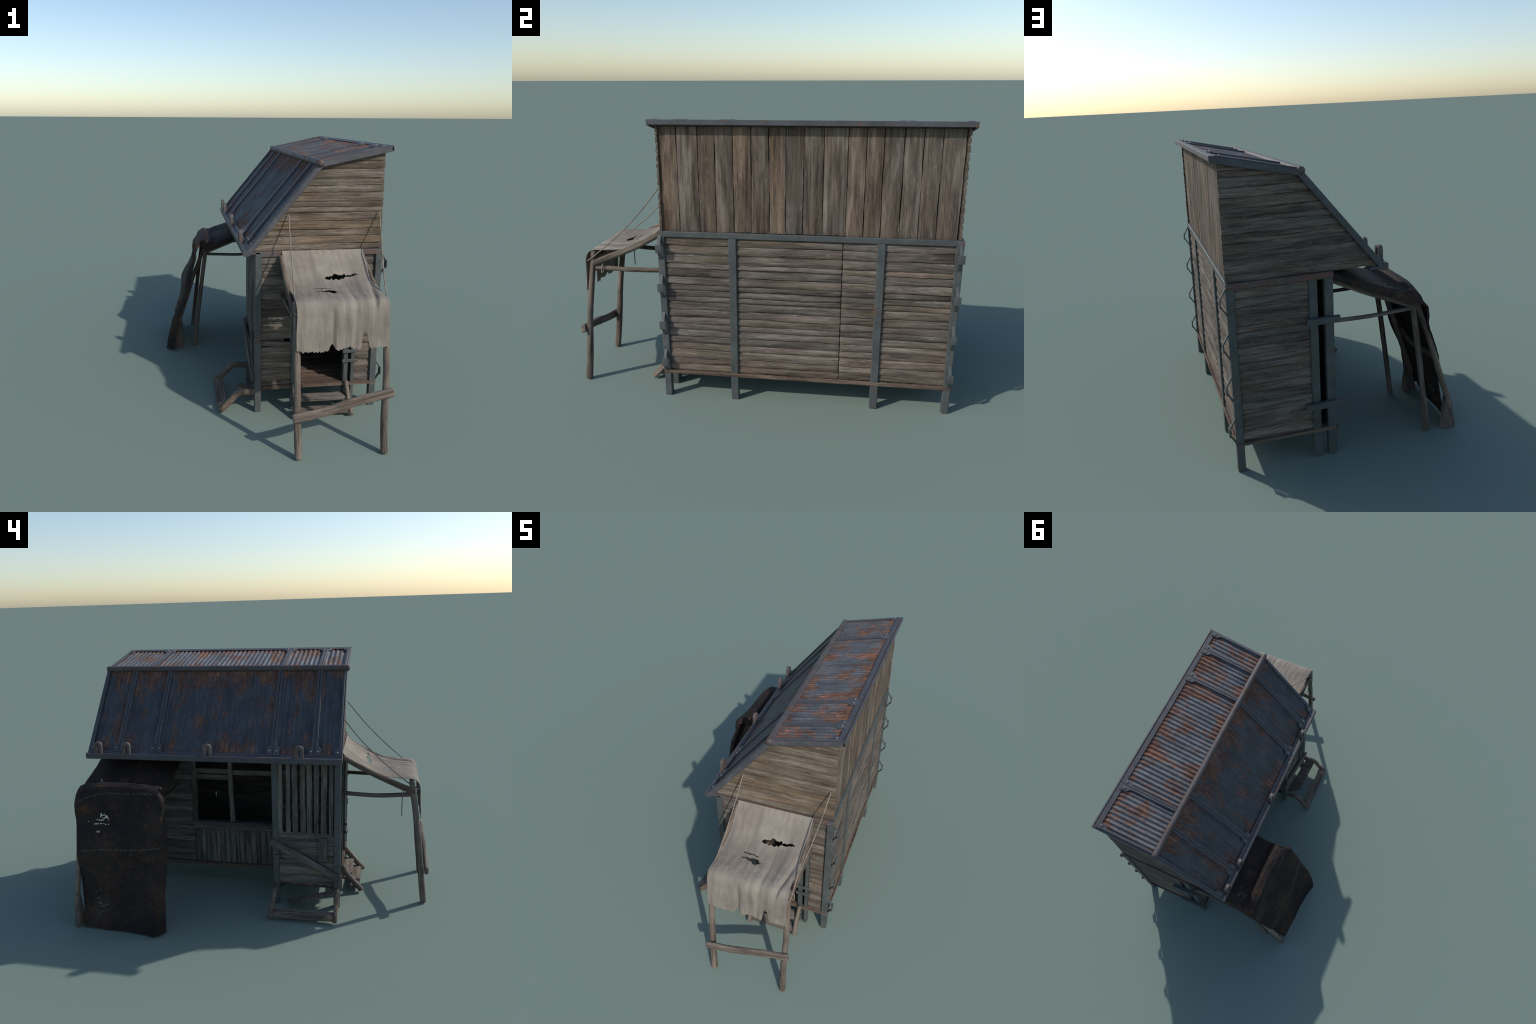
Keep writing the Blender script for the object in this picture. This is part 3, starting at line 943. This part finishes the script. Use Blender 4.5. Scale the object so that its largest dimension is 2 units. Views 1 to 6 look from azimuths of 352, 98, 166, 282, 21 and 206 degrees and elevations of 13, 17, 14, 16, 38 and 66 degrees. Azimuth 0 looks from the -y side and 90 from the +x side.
def awning_cloth():
    prof = [(-0.500, 0.9085), (-0.520, 0.885), (-0.580, 0.846), (-0.660, 0.798), (-0.746, 0.774), (-0.820, 0.767), (-0.883, 0.765),
            (-0.916, 0.751), (-0.934, 0.712), (-0.940, 0.640), (-0.945, 0.570), (-0.950, 0.500)]
    path = spline([(0, y, z) for y, z in prof], 0.0027)
    n = len(path)
    S = [0.0]
    for i in range(1, n):
        S.append(S[-1] + (path[i] - path[i - 1]).length)
    fold = min(range(n), key=lambda i: abs(path[i].y + 0.915))
    sf = S[fold]
    nx = 180
    x0, x1 = 0.030, 0.461
    vs = []
    for i in range(n):
        s = S[i]
        T = (path[min(n - 1, i + 1)] - path[max(0, i - 1)]).normalized()
        N = V((0, T.z, -T.y))
        if N.z < 0 and abs(N.z) > 0.3:
            N = -N
        if abs(N.z) <= 0.3 and N.y > 0:
            N = -N
        for j in range(nx + 1):
            u = j / nx
            x = lerp(x0 - 0.008 * sstep(0, sf, s), x1 + 0.004, u)
            x += (0.006 * n1(s * 9, 3.3) if u < 0.5 else 0.006 * n1(s * 9, 8.3)) * abs(2 * u - 1) ** 3
            h = 0.0035 * n1(x * 17, s * 4, 1.0) + 0.0018 * n1(x * 45, s * 9, 2.0)
            # folds fanning from the awning corners and hanging creases
            g = sstep(sf - 0.30, sf - 0.02, s)
            h -= 0.014 * g * math.exp(-((x - 0.405 - 0.18 * (sf - s)) / 0.012) ** 2) * (1 if s < sf + .02 else max(0, 1 - (s - sf) / .06))
            h -= 0.007 * g * math.exp(-((x - 0.310 - 0.05 * (sf - s)) / 0.012) ** 2)
            h += 0.0028 * sstep(sf, sf + 0.15, s) * math.cos(x * 62 + 1.0 + 2 * n1(x * 6, s * 2))
            h -= 0.010 * sstep(sf, sf + .06, s) * math.exp(-((x - 0.195) / 0.012) ** 2)
            sag = -0.010 * math.sin(math.pi * u) * math.sin(math.pi * min(1, s / sf))
            p = V((x, path[i].y, path[i].z)) + N * h + V((0, 0, sag))
            vs.append(p)
    w = nx + 1

    def hem(x):
        u = (x - x0) / (x1 - x0)
        z = 0.532 + 0.007 * n1(x * 30, 1.1) + 0.008 * n1(x * 110, 2.2) + 0.006 * n1(x * 260, 5.2)
        z += 0.030 * math.exp(-((u - 0.37) / 0.030) ** 2)
        z += 0.012 * math.exp(-((u - 0.55) / 0.05) ** 2) - 0.008 * math.exp(-((u - 0.2) / 0.1) ** 2)
        z += 0.004 * sstep(0.62, 0.70, u)
        z += 0.075 * math.exp(-(((u - 0.740) / 0.036) ** 4))
        return z

    def tear(x, y):
        # two rips across the sloping cloth, plus slits beside them
        f = 0.010 * n1(x * 60, y * 60, 3) + 0.004 * n1(x * 200, y * 200, 5)
        a = abs(y + 0.642 - 0.06 * (x - 0.30) + f) < 0.0120 * math.exp(-((x - 0.292) / 0.030) ** 2) + 0.0052 * (0.225 < x < 0.405)
        b = abs(y + 0.766 + 0.14 * (x - 0.19) + f) < 0.0135 * math.exp(-((x - 0.228) / 0.024) ** 2) + 0.0045 * (0.145 < x < 0.250)
        c = abs(y + 0.734 + 0.06 * (x - 0.19) + f * 0.6) < 0.0045 and 0.150 < x < 0.236
        return a or b or c

    fs = []
    for i in range(n - 1):
        for j in range(nx):
            c = (vs[i * w + j] + vs[(i + 1) * w + j + 1]) / 2
            if S[i] > sf + 0.05:
                if c.z < hem(c.x):
                    continue
            elif tear(c.x, c.y):
                continue
            a = i * w + j
            fs.append((a, a + 1, a + w + 1, a + w))
    used = sorted({k for f in fs for k in f})
    mp = {k: i for i, k in enumerate(used)}

    sv, sf2 = shell([vs[k] for k in used], [tuple(mp[k] for k in reversed(f)) for f in fs], 0.0022)
    return make('awning', sv, sf2, BURLAP, shack, origin=(0.245, -0.75, 0.7), fix=False, angle=60)


awn = awning_cloth()
loft('awning_post', [(0.457, -0.984, 0), (0.455, -0.966, 0.16), (0.462, -0.938, 0.42), (0.459, -0.889, 0.757)], 0.0165, 0.0165, POLE,
     awn, up=(0, 1, 0), seed=601, taper=(1.08, 0.86), amp=0.10, bend=0.003)
loft('awning_post', [(0.034, -0.983, 0), (0.030, -0.962, 0.18), (0.030, -0.930, 0.46), (0.026, -0.886, 0.756)], 0.0165, 0.0165, POLE,
     awn, up=(0, 1, 0), seed=602, taper=(1.10, 0.92), amp=0.10, bend=0.003)
loft('awning_rail', [(0.462, -0.498, 0.878), (0.464, -0.660, 0.787), (0.462, -0.895, 0.692)], 0.0125, 0.0165, POLE, awn, seed=603,
     amp=0.10, taper=(0.9, 1.08))
loft('awning_rail', [(0.024, -0.498, 0.878), (0.020, -0.690, 0.780), (0.020, -0.900, 0.688)], 0.0125, 0.0165, POLE, awn, seed=604,
     amp=0.10, taper=(0.9, 1.08))
loft('awning_rail', [(0.455, -0.488, 0.664), (0.456, -0.700, 0.660), (0.455, -0.905, 0.668)], 0.0095, 0.0125, POLE, awn, seed=605, amp=0.07)
loft('awning_rail', [(0.034, -0.488, 0.664), (0.032, -0.690, 0.656), (0.029, -0.905, 0.672)], 0.0095, 0.0125, POLE, awn, seed=606, amp=0.07)
loft('awning_pole', [(0.015, -0.890, 0.722), (0.25, -0.892, 0.718), (0.475, -0.890, 0.724)], 0.010, 0.010, POLE, awn, seed=607, amp=0.07)
loft('crossbeam', [(0.002, -0.990, 0.214), (0.14, -0.988, 0.240), (0.30, -0.983, 0.280), (0.489, -0.977, 0.317)], 0.0115, 0.0225, POLE, awn,
     kind='plank', seed=608, amp=0.12, bend=0.004)


def rope(pts, r=0.0032, name='rope'):
    path = spline(pts, 0.012)
    return loft(name, path, r, r, ROPE, awn, up=(1, 0.2, 0.1), k=8, ds=0.01, amp=0.05, rnd=False)


rope([(0.546, -0.494, 1.108), (0.526, -0.60, 0.985), (0.500, -0.72, 0.868), (0.478, -0.83, 0.775), (0.474, -0.905, 0.716), (0.458, -0.925, 0.704), (0.440, -0.905, 0.712)])
rope([(0.062, -0.496, 1.100), (0.052, -0.60, 0.975), (0.042, -0.72, 0.858), (0.030, -0.83, 0.768), (0.014, -0.90, 0.718), (0.028, -0.925, 0.706), (0.044, -0.905, 0.712)])
rope([(0.036, -0.855, 0.690), (0.030, -0.846, 0.696), (0.018, -0.839, 0.690), (0.015, -0.837, 0.62), (0.016, -0.837, 0.545)], 0.0028)
rope([(0.468, -0.842, 0.690), (0.474, -0.845, 0.668), (0.470, -0.848, 0.640), (0.452, -0.845, 0.648), (0.446, -0.842, 0.676)], 0.0032)


# ------------------------------------------------------------------ west tarp shelter
def tarp_cloth():
    # stations from the wall over the ridge roll and down the front flap: (x, z) at the south corner, the
    # middle and the north corner; the hem lists turn the cloth over the rafters and back round the props
    south = [(0.085, 0.880), (-0.03, 0.840), (-0.15, 0.790), (-0.250, 0.750), (-0.285, 0.760), (-0.310, 0.768), (-0.350, 0.762), (-0.376, 0.758), (-0.396, 0.745),
             (-0.405, 0.700), (-0.415, 0.635), (-0.446, 0.542), (-0.458, 0.480), (-0.474, 0.400), (-0.542, 0.240), (-0.574, 0.130), (-0.597, 0.008)]
    mid = [(0.085, 0.895), (-0.03, 0.856), (-0.15, 0.802), (-0.250, 0.762), (-0.282, 0.772), (-0.308, 0.783), (-0.340, 0.774), (-0.356, 0.756), (-0.366, 0.732),
           (-0.373, 0.690), (-0.390, 0.615), (-0.436, 0.535), (-0.478, 0.465), (-0.486, 0.370), (-0.498, 0.240), (-0.526, 0.120), (-0.562, 0.004)]
    north = [(0.085, 0.890), (-0.03, 0.847), (-0.15, 0.798), (-0.250, 0.762), (-0.290, 0.758), (-0.320, 0.760), (-0.346, 0.730), (-0.360, 0.698), (-0.386, 0.668),
             (-0.392, 0.620), (-0.394, 0.575), (-0.422, 0.505), (-0.450, 0.425), (-0.464, 0.375), (-0.472, 0.260), (-0.500, 0.130), (-0.548, 0.002)]
    ys_ = [0.480] * 7 + [0.466, 0.464, 0.456, 0.454, 0.448, 0.446, 0.446, 0.446, 0.454, 0.466]
    yn_ = [0.955] * 5 + [0.958, 0.966, 0.968, 0.962, 0.960, 0.956, 0.949, 0.942, 0.934, 0.920, 0.906, 0.893]
    hs = [(0, -0.010, -0.030)] * 4 + [(0.002, -0.012, -0.050), (0.004, -0.012, -0.062), (0.012, -0.010, -0.050), (0.022, -0.014, -0.03), (0.026, -0.024, -0.02),
          (0.022, -0.020, 0), (0.026, -0.020, 0), (0.034, -0.026, 0), (0.030, -0.030, 0), (0.030, -0.030, 0), (0.036, -0.030, 0), (0.044, -0.040, 0), (0.054, -0.052, 0.004)]
    hn = [(0, 0.010, -0.028), (0, 0.012, -0.032), (0, 0.012, -0.038), (0, 0.012, -0.044), (0.004, 0.012, -0.058), (0.008, 0.012, -0.066), (0.012, 0.006, -0.04)] + \
         [(0.006, 0.001, -0.004)] * 10
    m = len(mid)
    sub = 18

    def cr(lst, k, t):
        a, b, c, d = (lst[max(0, k - 1)], lst[k], lst[min(m - 1, k + 1)], lst[min(m - 1, k + 2)])
        return 0.5 * (2 * b + (c - a) * t + (2 * a - 5 * b + 4 * c - d) * t * t + (3 * b - a - 3 * c + d) * t ** 3)
    nt, nh = 140, 12
    rowsv, meta = [], []
    for k in range(m - 1):
        for i in range(sub if k < m - 2 else sub + 1):
            t = i / sub
            ks = k + t
            P = [(cr([q[0] for q in L], k, t), cr([q[1] for q in L], k, t)) for L in (south, mid, north)]
            y0, y1 = cr(ys_, k, t), cr(yn_, k, t)
            HS = V([cr([q[c] for q in hs], k, t) for c in range(3)])
            HN = V([cr([q[c] for q in hn], k, t) for c in range(3)])
            row = []
            for j in range(-nh, nt + nh + 1):
                v = min(1, max(0, j / nt))
                y = lerp(y0, y1, v)
                e = 2 * v - 1
                wgt = abs(e) ** lerp(2.6, 2.0, sstep(6, 8, ks))
                side = P[0] if e < 0 else P[2]
                x = lerp(P[1][0], side[0], wgt)
                z = lerp(P[1][1], side[1], wgt)
                b = 0.004 * n1(ks * 0.9, y * 6, 2) + 0.003 * n1(ks * 2.1, y * 17, 5) + 0.0010 * n1(ks * 8, y * 60, 9)
                if ks < 7:
                    z += b
                else:
                    x -= b
                p = V((x, y, z))
                if j < 0:
                    p += HS * ((-j / nh) ** 1.3) + V((0, -0.006 * math.sin(math.pi * min(1, -j / nh)), 0))
                elif j > nt:
                    q = (j - nt) / nh
                    p += HN * (q ** 1.3) + V((0, 0.006 * math.sin(math.pi * min(1, q)), 0))
                p.z = max(0.002, p.z)
                row.append(p)
            rowsv.append(row)
            meta.append(ks)
    w = nt + 2 * nh + 1
    vs = [p for r in rowsv for p in r]

    def crack(p, ks, v):
        spots = ((10.3, 0.74, 0.85, 0.15), (14.8, 0.76, 0.7, 0.14), (2.9, 0.80, 0.5, 0.10), (13.0, 0.15, 0.2, 0.10))
        for (k0, v0, rk, rv) in spots:
            d = ((ks - k0) / rk) ** 2 + ((v - v0) / rv) ** 2
            if d < 1:
                q = abs(n1(p.y * 9 + k0, p.z * 34 + p.x * 20, k0 * 3.1) + 0.45 * n1(p.y * 45, p.z * 60 + p.x * 40, 4 + k0))
                g = n1(p.y * 22, p.z * 26 + p.x * 18, 11 + k0)
                if q < 0.105 * (1 - d) ** 0.8 and g > -0.08 + 0.25 * d:
                    return True
        return False

    fs = []
    for i in range(len(rowsv) - 1):
        ks = meta[i]
        for j in range(w - 1):
            v = (j - nh + 0.5) / nt
            c = (rowsv[i][j] + rowsv[i + 1][j + 1]) / 2
            if 0 < v < 1 and crack(c, ks, v):
                continue
            a = i * w + j
            fs.append((a, a + w, a + w + 1, a + 1))
    used = sorted({k for f in fs for k in f})
    mp = {k: i for i, k in enumerate(used)}
    tv, tf = shell([vs[k] for k in used], [tuple(mp[k] for k in f) for f in fs], 0.003)
    ob = make('tarp', tv, tf, TARP, shack, origin=(-0.3, 0.7, 0.5), fix=False, angle=60)
    # stitched seams
    sv, sf_ = [], []
    for kseam in (7.60, 12.10):
        i = min(range(len(meta)), key=lambda q: abs(meta[q] - kseam))
        N = 46
        for q in range(N):
            j = nh + int((q + 0.5) / N * nt)
            p = rowsv[i][j]
            dn_ = (rowsv[i + 3][j] - rowsv[i - 3][j]).normalized()
            al = (rowsv[i][j + 1] - rowsv[i][j - 1]).normalized()
            nn = al.cross(dn_).normalized()
            if nn.x > 0:
                nn = -nn
            Rm = Matrix((dn_, al, nn)).transposed()
            bv, bf = box_geo(p + nn * 0.0015, (0.0070, 0.0030, 0.003), Rm)
            o = len(sv)
            sv += bv
            sf_ += [tuple(o + r for r in f) for f in bf]
    sm = make('stitching', sv, sf_, THREAD, ob)
    sm['kind'] = 'stuff'
    return ob


tarp = tarp_cloth()
for y, s, yb in ((0.515, 701, 0.518), (0.940, 702, 0.936)):
    loft('tarp_post', [(-0.403, yb, 0), (-0.362, y + 0.002, 0.34), (-0.318, y, 0.690)], 0.0145, 0.0145, POLE, tarp, up=(0, 1, 0), seed=s,
         taper=(1.0, 0.95), amp=0.09, bend=0.003)
    loft('tarp_prop', [(-0.532, y + 0.004, 0.110), (-0.468, y + 0.006, 0.300), (-0.405, y + 0.004, 0.500), (-0.335, y, 0.690)], 0.012, 0.014, POLE, tarp, up=(0, 1, 0),
         kind='plank', seed=s + 10, amp=0.09)
    # broad paddle foot nailed to the prop
    plank('foot', (-0.556, y - 0.014, 0.0), (-0.520, y - 0.014, 0.192), (-0.496, y - 0.014, 0.176), (-0.480, y - 0.014, 0.0), (0, -1, 0), POLE, tarp,
          thick=0.028, seed=s + 20, wav=0.003, dl=0.01, nw=10)
    loft('tarp_rafter', [(0.095, y, 0.860), (-0.10, y, 0.768), (-0.325, y, 0.676)], 0.011, 0.012, POLE, tarp, seed=s + 30, kind='plank')
loft('tarp_rail', [(0.095, 0.952, 0.664), (-0.10, 0.946, 0.660), (-0.312, 0.941, 0.668)], 0.009, 0.0095, POLE, tarp, seed=721, amp=0.08)
loft('tarp_rail', [(0.10, 0.515, 0.662), (-0.10, 0.515, 0.656), (-0.312, 0.515, 0.666)], 0.009, 0.0095, POLE, tarp, seed=722, amp=0.08)
loft('tarp_beam', [(-0.328, 0.480, 0.700), (-0.328, 0.70, 0.706), (-0.328, 0.968, 0.696)], 0.014, 0.014, POLE, tarp, seed=723, amp=0.08)
loft('tarp_brace', [(-0.445, 0.505, 0.430), (-0.435, 0.70, 0.385), (-0.432, 0.955, 0.406)], 0.010, 0.014, POLE, tarp, seed=724, kind='plank', amp=0.08)
